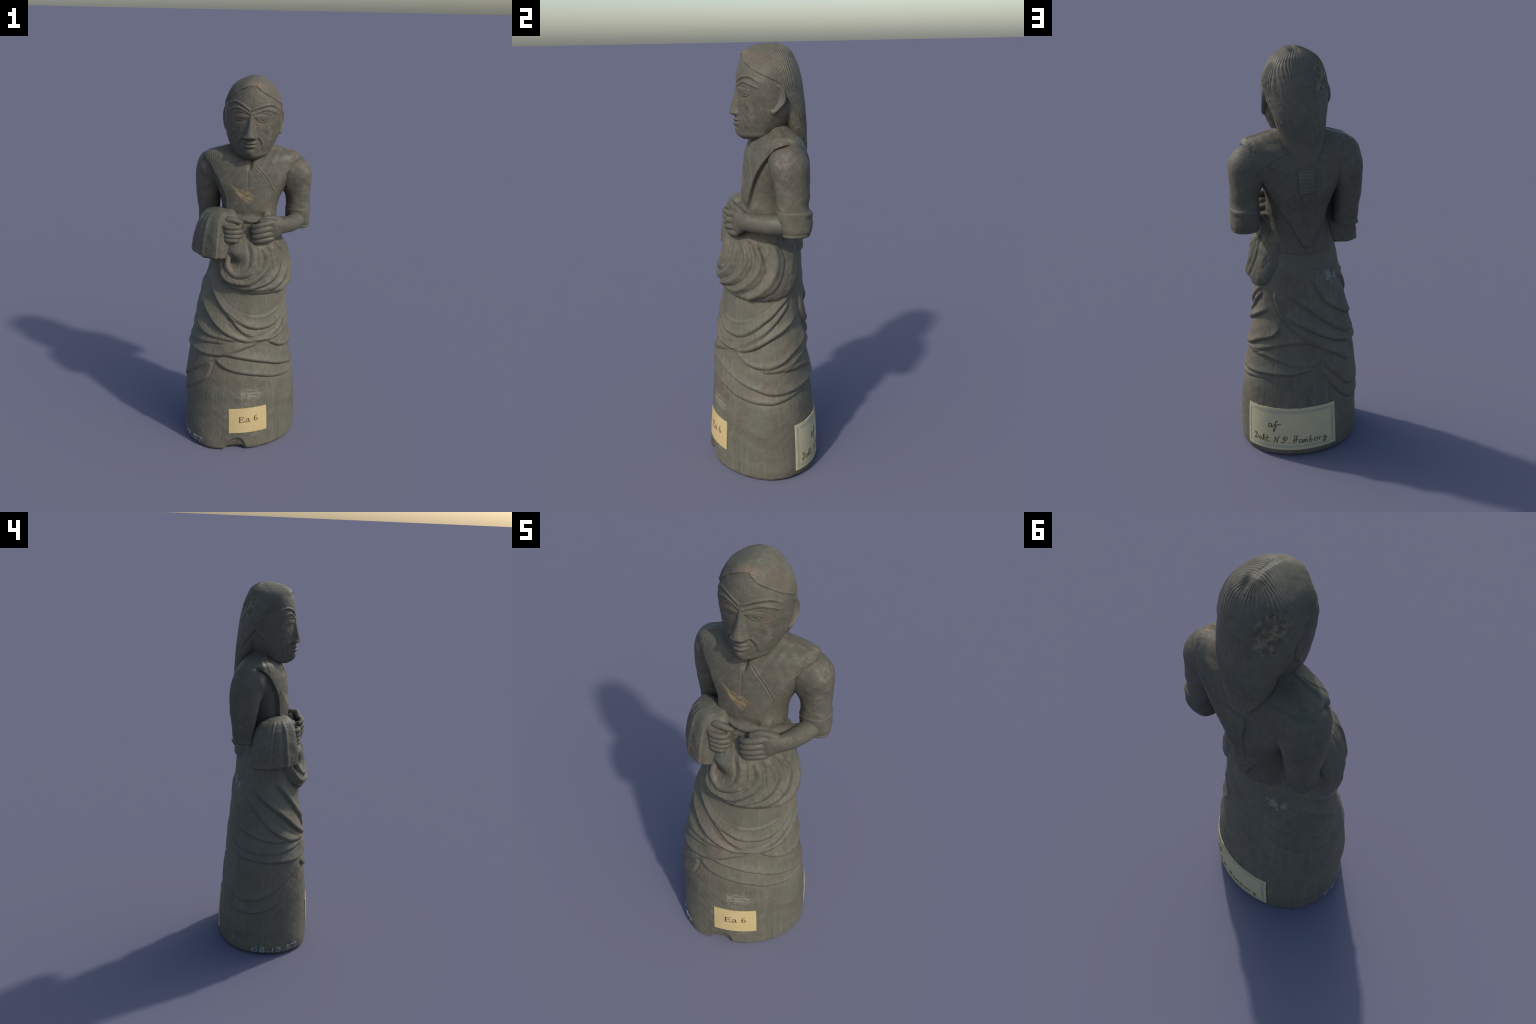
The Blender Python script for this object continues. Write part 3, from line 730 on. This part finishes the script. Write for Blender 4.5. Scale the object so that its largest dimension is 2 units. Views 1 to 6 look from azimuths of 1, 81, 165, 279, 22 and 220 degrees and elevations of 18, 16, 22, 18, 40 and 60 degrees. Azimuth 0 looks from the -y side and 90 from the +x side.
def build_arms(mat, root):
    for loft, seed in ((UPPER_ARM_A, 51), (UPPER_ARM_B, 53)):
        TH, Z, P = loft_grid(loft, 150, 170)
        rel = wobble(P, .08, seed) * .0016
        if seed == 51:
            rel += .0025 * np.exp(-((Z - 1.299) / .004) ** 2) * smooth(-.4, .4, wobble(P, .2, 58, 1) + .5)
            rel -= .003 * np.exp(-((Z - 1.275) / .012) ** 2 - ((P[..., 1] - .17) / .02) ** 2)
        Q = P + grid_normals(P) * rel[..., None]
        v, q = tube_arrays(Q)
        make_object('upper_arm', v, q, mat, root)
    fore = make_forearm_pieces()
    fuse(fore, 'forearm', .004, 5, mat, root)
    # hand of the +x arm: long fingers laid side by side over the cloth
    ps = [limb('palm', [(.192, -.090, 1.247), (.155, -.112, 1.240), (.112, -.125, 1.226)], [(.026, .036), (.024, .048), (.018, .054)])]
    for kz, tz, bend in ((1.268, 1.250, .0), (1.240, 1.224, .004), (1.211, 1.197, .003), (1.182, 1.172, -.004)):
        ps.append(limb('finger', [(.130, -.124, kz + .003), (.098, -.142 - bend, kz), (.062, -.150 - bend, (kz + tz) / 2), (.036, -.142 - bend, tz), (.028, -.128, tz)], [.0145, .0150, .0148, .0138, .0120]))
    ps.append(limb('palm', [(.150, -.080, 1.240), (.100, -.095, 1.230), (.055, -.105, 1.215)], [(.026, .040), (.028, .045), (.022, .040)]))
    ps.append(limb('thumb', [(.172, -.100, 1.275), (.135, -.112, 1.290), (.100, -.122, 1.291), (.070, -.128, 1.280)], [.018, .017, .0165, .013]))
    fuse(ps, 'hand', .0025, 6, mat, root)
    # fist of the -x arm, holding the cloth
    ps = [limb('palm', [(-.125, -.110, 1.235), (-.085, -.112, 1.225), (-.045, -.095, 1.22)], [(.028, .052), (.028, .050), (.02, .045)])]
    for kz, ln in ((1.246, 0), (1.222, .006), (1.199, .004), (1.177, -.006)):
        ps.append(limb('finger', [(-.124, -.132, kz + .001), (-.100, -.150, kz), (-.068, -.152, kz - .001), (-.044 + ln, -.138, kz - .002), (-.036 + ln, -.120, kz - .003)], [.0115, .0128, .0130, .0125, .0105]))
    ps.append(limb('thumb', [(-.120, -.108, 1.270), (-.090, -.116, 1.280), (-.060, -.116, 1.274), (-.032, -.108, 1.262)], [.019, .019, .017, .013]))
    fuse(ps, 'hand', .0025, 6, mat, root)

def make_forearm_pieces():
    return [limb('forearm', [(.272, .105, 1.243), (.248, .030, 1.240), (.222, -.035, 1.243), (.196, -.085, 1.248), (.165, -.108, 1.244)], [(.046, .046), (.044, .045), (.040, .0435), (.033, .041), (.026, .040)]),
            limb('bridge', [(.115, -.030, 1.242), (.165, -.005, 1.244), (.225, .030, 1.240)], [(.032, .030), (.030, .028), (.030, .030)])]

def rounded(A, half=9):
    """Rounds the bends of a loft along its height."""
    w = np.hanning(2 * half + 3)[1:-1]; w /= w.sum()
    B = np.concatenate([np.repeat(A[:1], half, 0), A, np.repeat(A[-1:], half, 0)])
    return sum(w[i] * B[i:i + len(A)] for i in range(len(w)))

def cloth_section_loft(levels, rows, cols):
    """Loft through closed outlines: levels = [(z, [(x, y), ...]), ...] with matching points."""
    zs = [l[0] for l in levels]; n = len(levels[0][1])
    ring = []
    t = np.linspace(0, n, cols, endpoint=False)
    for z, pts in levels:
        p = np.array(pts, float); pp = np.concatenate([p[-3:], p, p[:3]]); tt = np.arange(-3, n + 3)
        ring.append(np.stack([spline(t, tt, pp[:, 0]), spline(t, tt, pp[:, 1])], -1))
    ring = np.array(ring)
    zz = np.linspace(zs[0], zs[-1], 400)
    X = np.stack([np.interp(zz, zs, ring[:, j, 0]) for j in range(cols)], -1); Y = np.stack([np.interp(zz, zs, ring[:, j, 1]) for j in range(cols)], -1)
    X, Y = rounded(X), rounded(Y)
    step = np.sqrt(np.diff(X, axis=0) ** 2 + np.diff(Y, axis=0) ** 2 + np.diff(zz)[:, None] ** 2).max(1)
    s = np.concatenate([[0], np.cumsum(step)]); zi = np.interp(np.linspace(0, s[-1], rows), s, zz)
    P = np.stack([np.stack([np.interp(zi, zz, X[:, j]) for j in range(cols)], -1), np.stack([np.interp(zi, zz, Y[:, j]) for j in range(cols)], -1), np.repeat(zi[:, None], cols, 1)], -1)
    return P, np.repeat(t[None, :], rows, 0)

def build_drape(mat, root):
    """The thick cloth folded over the -x forearm."""
    levels = [
        (1.070, [(-.165, .050), (-.240, .066), (-.285, .050), (-.288, .010), (-.262, -.055), (-.222, -.112), (-.160, -.152), (-.125, -.146), (-.095, -.11), (-.10, -.03)]),
        (1.080, [(-.160, .060), (-.255, .076), (-.300, .060), (-.303, .005), (-.277, -.060), (-.234, -.122), (-.161, -.168), (-.122, -.160), (-.085, -.12), (-.09, -.03)]),
        (1.130, [(-.155, .060), (-.252, .076), (-.297, .058), (-.298, .002), (-.272, -.060), (-.231, -.119), (-.158, -.166), (-.120, -.160), (-.08, -.12), (-.08, -.03)]),
        (1.200, [(-.150, .055), (-.242, .071), (-.280, .050), (-.282, -.002), (-.259, -.058), (-.221, -.112), (-.153, -.153), (-.114, -.150), (-.06, -.12), (-.06, -.03)]),
        (1.265, [(-.150, .045), (-.228, .058), (-.254, .035), (-.255, -.010), (-.238, -.055), (-.205, -.100), (-.146, -.136), (-.108, -.134), (-.060, -.116), (-.05, -.03)]),
        (1.290, [(-.150, .036), (-.214, .046), (-.236, .026), (-.236, -.014), (-.221, -.053), (-.193, -.092), (-.141, -.125), (-.106, -.124), (-.062, -.108), (-.05, -.03)]),
        (1.304, [(-.150, .022), (-.203, .034), (-.221, .016), (-.221, -.018), (-.208, -.052), (-.183, -.085), (-.138, -.116), (-.105, -.114), (-.066, -.098), (-.055, -.03)]),
        (1.318, [(-.140, .000), (-.170, .006), (-.186, -.008), (-.186, -.025), (-.178, -.046), (-.160, -.066), (-.128, -.088), (-.100, -.090), (-.072, -.078), (-.065, -.04)]),
        (1.322, [(-.135, -.025), (-.140, -.024), (-.145, -.028), (-.145, -.036), (-.143, -.042), (-.136, -.050), (-.12, -.060), (-.10, -.062), (-.08, -.06), (-.08, -.04)]),
    ]
    P, T = cloth_section_loft(levels, 150, 300)
    r = Relief(T.ravel() * .05, P[..., 2].ravel())
    def line(t, z0, z1, dt=0): return [(t * .05, z0), ((t + dt / 2) * .05, (z0 + z1) / 2), ((t + dt) * .05, z1)]
    r.ridge(line(5.0, 1.07, 1.31, -.05), .006, .008, ends=(0, .15)); r.groove(line(4.72, 1.07, 1.30, -.1), .004, .007, ends=(0, .2))
    r.ridge(line(3.55, 1.07, 1.32, .1), .004, .006, ends=(0, .1)); r.groove(line(3.8, 1.07, 1.30), .003, .006, ends=(0, .2))
    r.ridge(line(6.0, 1.07, 1.27), .003, .006, ends=(0, .2)); r.groove(line(5.6, 1.07, 1.18), .002, .008, ends=(0, .4))
    rel = r.total().reshape(T.shape) + wobble(P, .07, 61) * .0016
    n = grid_normals(P)
    if (n[:, :, :2] * (P[..., :2] - P[..., :2].mean((0, 1)))).sum(-1).mean() < 0: n = -n
    v, q = tube_arrays(P + n * rel[..., None])
    ob = make_object('draped_cloth', v, q, mat, root)
    bm = bmesh.new(); bm.from_mesh(ob.data); bmesh.ops.recalc_face_normals(bm, faces=bm.faces); bm.to_mesh(ob.data); bm.free()
    return ob

def build_swag(mat, root):
    """Gathered cloth hanging from the hands, wrapped around the front and the +x side."""
    C, R = 520, 230
    th = np.linspace(SWAG.ends[0], SWAG.ends[1], C)[None, :]
    t = np.linspace(0, 1, R)[:, None]
    zb = SWAG.bottom(th); ztop = 1.250
    split = .30
    f = np.clip(t / split, 0, 1) * (math.pi / 2)
    z = np.where(t < split, zb + .075 * (1 - np.cos(f)) * np.ones_like(th), zb + .075 + (ztop - zb - .075) * (t - split) / (1 - split))
    TH = np.repeat(th, R, 0)
    P = SWAG.point(TH, z)
    k = .2
    r = Relief((TH * k).ravel(), z.ravel())
    def c(*pts): return [(a * k, zz) for a, zz in pts]
    r.ridge(c((-.61, 1.02), (-.5, .980), (-.30, .957), (-.04, .952), (.21, .970), (.43, 1.007), (.58, 1.054), (.56, 1.116)), .010, .011)
    r.groove(c((-.57, 1.05), (-.42, 1.012), (-.23, .984), (-.05, .972), (.13, .984), (.30, 1.01), (.45, 1.06), (.44, 1.12)), .008, .007)
    r.groove(c((-.45, .950), (-.22, .933), (-.03, .930), (.22, .942), (.50, .980), (.68, 1.035), (.68, 1.09), (.60, 1.13)), .008, .007)
    r.ridge(c((.0, .925), (.30, .938), (.58, .958), (.82, 1.003), (.92, 1.052), (.85, 1.10), (.74, 1.135)), .010, .011)
    r.groove(c((.2, .917), (.45, .924), (.70, .945), (.95, .985), (1.08, 1.045), (1.02, 1.10), (.90, 1.14)), .008, .008)
    r.ridge(c((.55, .908), (.75, .925), (1.0, .958), (1.17, 1.001), (1.25, 1.05), (1.20, 1.09), (1.04, 1.14)), .010, .012)
    r.groove(c((.80, .900), (1.08, .930), (1.29, .970), (1.39, 1.020), (1.34, 1.066), (1.19, 1.118)), .006, .009)
    r.ridge(c((.85, .885), (1.17, .912), (1.41, .950), (1.55, .996), (1.58, 1.056), (1.53, 1.102), (1.35, 1.147)), .011, .014)
    r.edge(c((1.2, .892), (1.40, .915), (1.58, .943), (1.71, .991), (1.75, 1.049), (1.70, 1.092), (1.55, 1.136)), .006, .05, .005, side=1, lip=.012)
    r.groove(c((.02, 1.15), (.10, 1.09), (.06, 1.035), (-.04, 1.005)), .006, .006); r.ridge(c((.12, 1.16), (.20, 1.09), (.17, 1.04), (.05, 1.00)), .006, .008)
    r.groove(c((.22, 1.16), (.31, 1.10), (.30, 1.05), (.18, 1.005)), .006, .006)
    r.groove(c((-.2, .917), (.1, .905), (.4, .900), (.7, .893)), .004, .006)
    rel = r.total().reshape(TH.shape)
    rel = rel * smooth(-.95, -.8, TH) * smooth(2.5, 2.2, TH) + wobble(P, .05, 71) * .0018
    N = grid_normals(P, closed=False)
    if (N * (P - P.mean((0, 1)))).sum(-1).mean() < 0: N = -N
    P = P + N * rel[..., None]
    inner = SKIRT.point(np.repeat(th, 2, 0), np.stack([np.full(C, ztop), SWAG.bottom(th[0])])) * np.array([.82, .82, 1])
    G = np.concatenate([P, inner[:1], inner[1:] + np.array([0, 0, .012])], 0).transpose(1, 0, 2)      # columns become rings
    v, q = tube_arrays(G)
    body = make_object('swag', v, q, None)
    bm = bmesh.new(); bm.from_mesh(body.data); bmesh.ops.recalc_face_normals(bm, faces=bm.faces); bm.to_mesh(body.data); bm.free()
    pieces = [body]
    # loops of the strip that hangs between the hands
    pieces.append(limb('strip', [(.000, -.070, 1.255), (-.004, -.098, 1.215), (-.002, -.118, 1.16), (.008, -.142, 1.105), (.012, -.160, 1.055)], [(.036, .016), (.034, .017), (.032, .018), (.028, .018), (.018, .014)], up=(0, 1, 0)))
    pieces.append(limb('strip', [(-.006, -.092, 1.20), (-.018, -.120, 1.14), (-.040, -.140, 1.098), (-.060, -.136, 1.092)], [.024, .027, .027, .020]))
    pieces.append(limb('strip', [(.034, -.130, 1.15), (.036, -.150, 1.09), (.026, -.170, 1.037), (-.004, -.182, 1.006), (-.045, -.184, .996), (-.080, -.174, 1.012), (-.100, -.158, 1.046), (-.098, -.140, 1.088)], [.017, .018, .019, .020, .020, .018, .017, .014], up=(0, 1, 0)))
    return fuse(pieces, 'gathered_cloth', .003, 3, mat, root)

# ------------------------------------------------------------------ labels and writing
def surface_point(th, z, lift):
    e = 1e-3
    th = np.asarray(th, float); z = np.asarray(z, float)
    p = SKIRT.point(th, z); du = SKIRT.point(th + e, z) - p; dv = SKIRT.point(th, z + e) - p
    n = np.cross(du, dv); n /= np.linalg.norm(n, axis=-1, keepdims=True)
    p = p + n * np.asarray(lift)[..., None]
    p[..., 1] -= foot_spread(p)
    return p

class Patch:
    """A four-cornered piece of paper on the skirt; (s, t) in 0..1 from its lower left corner."""
    def __init__(self, bl, br, tl, tr):
        self.c = [np.array(x) for x in (bl, br, tl, tr)]
    def place(self, s, t, lift):
        bl, br, tl, tr = self.c
        s = np.asarray(s, float)[..., None]; t = np.asarray(t, float)[..., None]
        q = (bl * (1 - s) + br * s) * (1 - t) + (tl * (1 - s) + tr * s) * t
        return surface_point(q[..., 0], q[..., 1], lift + 0 * q[..., 0])

def build_paper(patch, mat, root, ragged, seed):
    R, C = 60, 120
    t, s = np.meshgrid(np.linspace(0, 1, R), np.linspace(0, 1, C), indexing='ij')
    rnd = np.random.RandomState(seed); w = np.convolve(rnd.normal(size=C + 8), np.ones(4) / 4, 'same')[4:-4]
    t = t + ragged * w[None, :] * smooth(.8, 1, t)
    top = patch.place(s, t, .0046); bot = patch.place(s, t, .0008)
    v1, q1 = sheet_arrays(top); v2, q2 = sheet_arrays(bot); n = len(v1)
    faces = [tuple(f) for f in q1] + [tuple(f[::-1] + n) for f in q2]
    ring = [i for i in range(C)] + [i * C + C - 1 for i in range(1, R)] + [(R - 1) * C + i for i in range(C - 2, -1, -1)] + [i * C for i in range(R - 2, 0, -1)]
    for a, b in zip(ring, ring[1:] + ring[:1]): faces.append((b, a, a + n, b + n))
    ob = make_object('paper_label', np.vstack([v1, v2]), faces, mat, root, smooth_shade=False)
    return ob

def ink(name, strokes, patch, mat, parent, width, aspect, lift=.0052, depth=.001):
    """Pen strokes: each a list of (s, t[, relative width]) in paper coordinates, drawn as thin raised ribbons."""
    V, F = [], []
    for st in strokes:
        p = np.array([(a[0], a[1], a[2] if len(a) > 2 else 1) for a in st], float)
        n = max(2, (len(p) - 1) * 7 + 1); t = np.arange(len(p)); s = np.linspace(0, len(p) - 1, n)
        c = np.stack([spline(s, t, p[:, i]) for i in range(3)], -1)
        d = np.gradient(c[:, :2], axis=0) * np.array([aspect, 1]); d /= np.maximum(np.linalg.norm(d, axis=1, keepdims=True), 1e-9)
        nn = np.stack([-d[:, 1] / aspect, d[:, 0]], -1) * (width * c[:, 2])[:, None] / 2
        ext = d[0] * width * .3 / np.array([aspect, 1]); c[0, :2] -= ext; c[-1, :2] += d[-1] * width * .3 / np.array([aspect, 1])
        a = c[:, :2] + nn; b = c[:, :2] - nn
        A = patch.place(a[:, 0], a[:, 1], lift); B = patch.place(b[:, 0], b[:, 1], lift); A0 = patch.place(a[:, 0], a[:, 1], lift - depth); B0 = patch.place(b[:, 0], b[:, 1], lift - depth)
        k = len(V)
        for i in range(n): V += [A[i], B[i], B0[i], A0[i]]
        for i in range(n - 1):
            o = k + 4 * i
            for e in range(4): F.append((o + e, o + (e + 1) % 4, o + 4 + (e + 1) % 4, o + 4 + e))
        F += [(k, k + 3, k + 2, k + 1), (k + 4 * n - 4, k + 4 * n - 3, k + 4 * n - 2, k + 4 * n - 1)]
    ob = make_object(name, V, F, mat, parent, smooth_shade=False)
    bm = bmesh.new(); bm.from_mesh(ob.data); bmesh.ops.recalc_face_normals(bm, faces=bm.faces); bm.to_mesh(ob.data); bm.free()
    return ob

# glyphs in a box: baseline y = 0, x-height 1; ascenders up to 2
GLYPH = {
    'a': [[(.75, .85), (.45, 1.0), (.1, .6), (.15, .1), (.45, .05), (.75, .6), (.8, .95)], [(.8, .95), (.72, .2), (.95, .08), (1.1, .3)]],
    'f': [[(1.0, 1.65), (.75, 1.9), (.55, 1.2), (.45, 0), (.3, -1.0), (.12, -1.2), (.1, -.8), (.45, -.1), (.7, .4)], [(.1, .65), (.7, .75), (1.6, 1.05)]],
    'D': [[(.35, 2.0), (.45, 1.7), (.5, .9), (.35, .1), (.2, .0), (.1, .25), (.5, .2), (1.0, .35), (1.2, .9), (.95, 1.6), (.5, 2.05), (.2, 1.9)]],
    'o': [[(.5, 1.0), (.15, .7), (.15, .2), (.45, 0), (.75, .3), (.75, .8), (.5, 1.0), (.85, .9)]],
    'k': [[(.1, .1), (.5, 1.1), (.65, 1.9), (.45, 1.8), (.3, .9), (.25, 0)], [(.3, .6), (.75, 1.0), (.8, .75), (.4, .55)], [(.45, .55), (.7, .05), (1.0, .2)]],
    't': [[(.5, 1.8), (.35, .8), (.3, .15), (.55, 0), (.8, .25)], [(.05, 1.1), (.9, 1.25)]],
    'N': [[(.0, .0), (.2, .05), (.45, .9), (.6, 1.8)], [(.6, 1.8), (.75, .9), (.95, .0)], [(.95, .0), (1.15, 1.0), (1.35, 1.8), (1.6, 1.85)]],
    'P': [[(.55, 1.7), (.45, .8), (.2, .05), (.0, .15)], [(.15, 1.1), (.3, 1.7), (.8, 2.0), (1.15, 1.6), (1.0, 1.1), (.5, .9)]],
    'H': [[(.5, 1.7), (.35, .8), (.1, .0)], [(1.0, 1.8), (.8, .9), (.7, .0)], [(.0, .75), (.5, 1.0), (1.2, 1.1)], [(.3, 2.1), (.6, 2.3), (.9, 2.0), (1.2, 2.3)]],
    'm': [[(.05, .9), (.15, .1)], [(.15, .5), (.35, .95), (.45, .7), (.42, .1)], [(.45, .55), (.65, .95), (.8, .65), (.8, .15), (1.0, .1)]],
    'b': [[(.55, 1.9), (.3, 1.0), (.2, .2), (.45, .0), (.75, .35), (.6, .75), (.3, .6)]],
    'r': [[(.1, .9), (.2, .5), (.18, .05)], [(.2, .6), (.45, .95), (.65, .85)]],
    'g': [[(.65, .9), (.35, .95), (.15, .6), (.35, .3), (.65, .6), (.7, .9)], [(.7, .9), (.6, -.3), (.3, -.8), (.1, -.55), (.5, -.05), (1.0, .4)]],
    '.': [[(.2, .02), (.28, .1), (.36, .04)]],
    '6': [[(.75, 1.9), (.4, 1.4), (.12, .7), (.2, .1), (.5, 0), (.8, .3), (.7, .75), (.4, .85), (.18, .5)]],
    '8': [[(.8, 1.6), (.55, 1.9), (.25, 1.6), (.35, 1.15), (.7, .8), (.8, .35), (.5, 0), (.15, .3), (.3, .8), (.65, 1.1), (.8, 1.5)]],
    '1': [[(.55, 1.9), (.45, 1.2), (.35, 0)]],
    '9': [[(.75, 1.5), (.5, 1.9), (.2, 1.6), (.25, 1.1), (.55, 1.0), (.75, 1.4), (.8, .8), (.6, .15), (.15, .05)]],
    '7': [[(.05, 1.75), (.4, 1.75), (.9, 1.95), (.6, 1.1), (.45, .05)]],
}
def write(text, s0, t0, sx, sy, slope=0.0, advance=None, rise=None):
    """Strokes of a handwritten line starting at (s0, t0); sx, sy: size of one unit."""
    out, x = [], 0.0
    adv = {'m': 1.15, 'N': 1.75, 'P': 1.35, 'H': 1.35, 'D': 1.4, '.': .55, ' ': .5, 'f': 1.1, '1': .8}
    for ch in text:
        for st in GLYPH.get(ch, []):
            out.append([(s0 + (x + p[0]) * sx, t0 + slope * x * sx + p[1] * sy + (rise(x) if rise else 0)) for p in st])
        x += adv.get(ch, advance or 1.05)
    return out

def build_labels(root):
    yellow = paper_material('yellow_paper', (.52, .40, .185), (.56, .43, .22))
    cream = paper_material('cream_paper', (.53, .46, .27), (.47, .43, .28))
    brown = plain_material('brown_ink', (.13, .07, .03)); sepia = plain_material('sepia_ink', (.11, .08, .04)); blue = plain_material('blue_line', (.27, .29, .24), .15)
    chalk = plain_material('white_paint', (.29, .32, .32), .35)
    # front label, printed
    p = Patch((-.165, .105), (.52, .110), (-.178, .247), (.508, .253))
    ob = build_paper(p, yellow, root, .004, 81)
    asp = 1.42
    E = [[(.285, .43, 1.7), (.285, .65, 1.7)], [(.27, .432), (.40, .432)], [(.27, .648), (.39, .648)], [(.29, .545), (.36, .545)], [(.395, .432), (.405, .485)], [(.388, .648), (.395, .60)], [(.355, .52), (.355, .57)]]
    a = [[(.445, .545, 1.2), (.46, .575), (.49, .585), (.515, .565, 1.6), (.52, .52, 1.6), (.52, .46, 1.6), (.55, .44)], [(.52, .52), (.47, .50), (.44, .465, 1.3), (.46, .435, 1.2), (.49, .445), (.52, .475)]]
    six = [[(.745, .66), (.71, .67), (.68, .63, 1.4), (.665, .55, 1.8), (.675, .48, 1.6), (.705, .455), (.735, .475, 1.4), (.745, .52, 1.7), (.73, .56, 1.3), (.70, .575), (.675, .55)]]
    tilt = lambda st: [[(q[0], q[1] + .00 * q[0], q[2] if len(q) > 2 else .8) for q in s] for s in st]
    ink('printed_letter', tilt(E), p, brown, ob, .026, asp); ink('printed_letter', tilt(a), p, brown, ob, .022, asp); ink('printed_numeral', tilt(six), p, brown, ob, .022, asp)
    # back label, handwritten, with a double ruled border
    p = Patch((1.93, .040), (3.553, .043), (1.93, .275), (3.523, .279))
    ob = build_paper(p, cream, root, .008, 83)
    asp = 2.0
    for o, w in ((.075, 1.0), (.115, .5)):
        x = o * .40
        y = o
        ring = [[(x, y), (.5, y), (1 - x, y)], [(1 - x, y), (1 - x, .5), (1 - x, 1 - y)], [(1 - x, 1 - y), (.5, 1 - y), (x, 1 - y)], [(x, 1 - y), (x, .5), (x, y)]]
        ink('ruled_border', ring, p, blue, ob, .018 * w, asp, .0050)
    ink('handwriting', write('af', .285, .545, .055, .085), p, sepia, ob, .020, asp)
    ink('handwriting', write('Dokt. N.P. Hamborg', .095, .175, .0445, .080), p, sepia, ob, .017, asp)
    # white inventory number painted low on the -x side
    p = Patch((-1.72, .012), (-.72, .012), (-1.72, .075), (-.72, .075))
    ink('painted_number', write('68.19.97', .03, .15, .140, .24), p, chalk, root, .075, 4.5, .0038, .006)
# ------------------------------------------------------------------ assembly
UPPER = (.101, .0925, .069)        # base colour of the upper body, set darker than the skirt's

def build():
    for o in list(bpy.data.objects): bpy.data.objects.remove(o)
    root = bpy.data.objects.new('carved_figurine', None)
    bpy.context.scene.collection.objects.link(root)
    root['label'] = 'dark grey stone statuette of a standing woman in draped skirt'
    root['category'] = 'stone statuette'
    build_skirt(stone_material('skirt_stone', 'z', skirt_marks), root)
    build_jacket(stone_material('jacket_stone', 'any', jacket_marks, UPPER), root)
    build_head(stone_material('face_stone', 'any', head_marks, UPPER), root)
    hair = stone_material('hair_stone', 'any', hair_marks, (.113, .104, .077))
    build_hair(hair, root)
    build_braid(hair, root)
    arm = stone_material('arm_stone', 'any', arm_marks, UPPER)
    skin = stone_material('skin_stone', 'any', None, UPPER)
    build_ear(skin, root, (.155, .062, 1.768), (.012, .035, 1.0), (.20, 1, 0), (.93, -.32, .05), .063, .041)
    build_ear(skin, root, (-.121, .060, 1.780), (-.012, -.020, 1.0), (-.20, 1, 0), (-.95, -.25, .05), .060, .034)
    build_arms(arm, root)
    cloth = stone_material('cloth_stone', 'any', None, (.113, .104, .077))
    build_drape(cloth, root)
    build_swag(cloth, root)
    build_labels(root)

build()
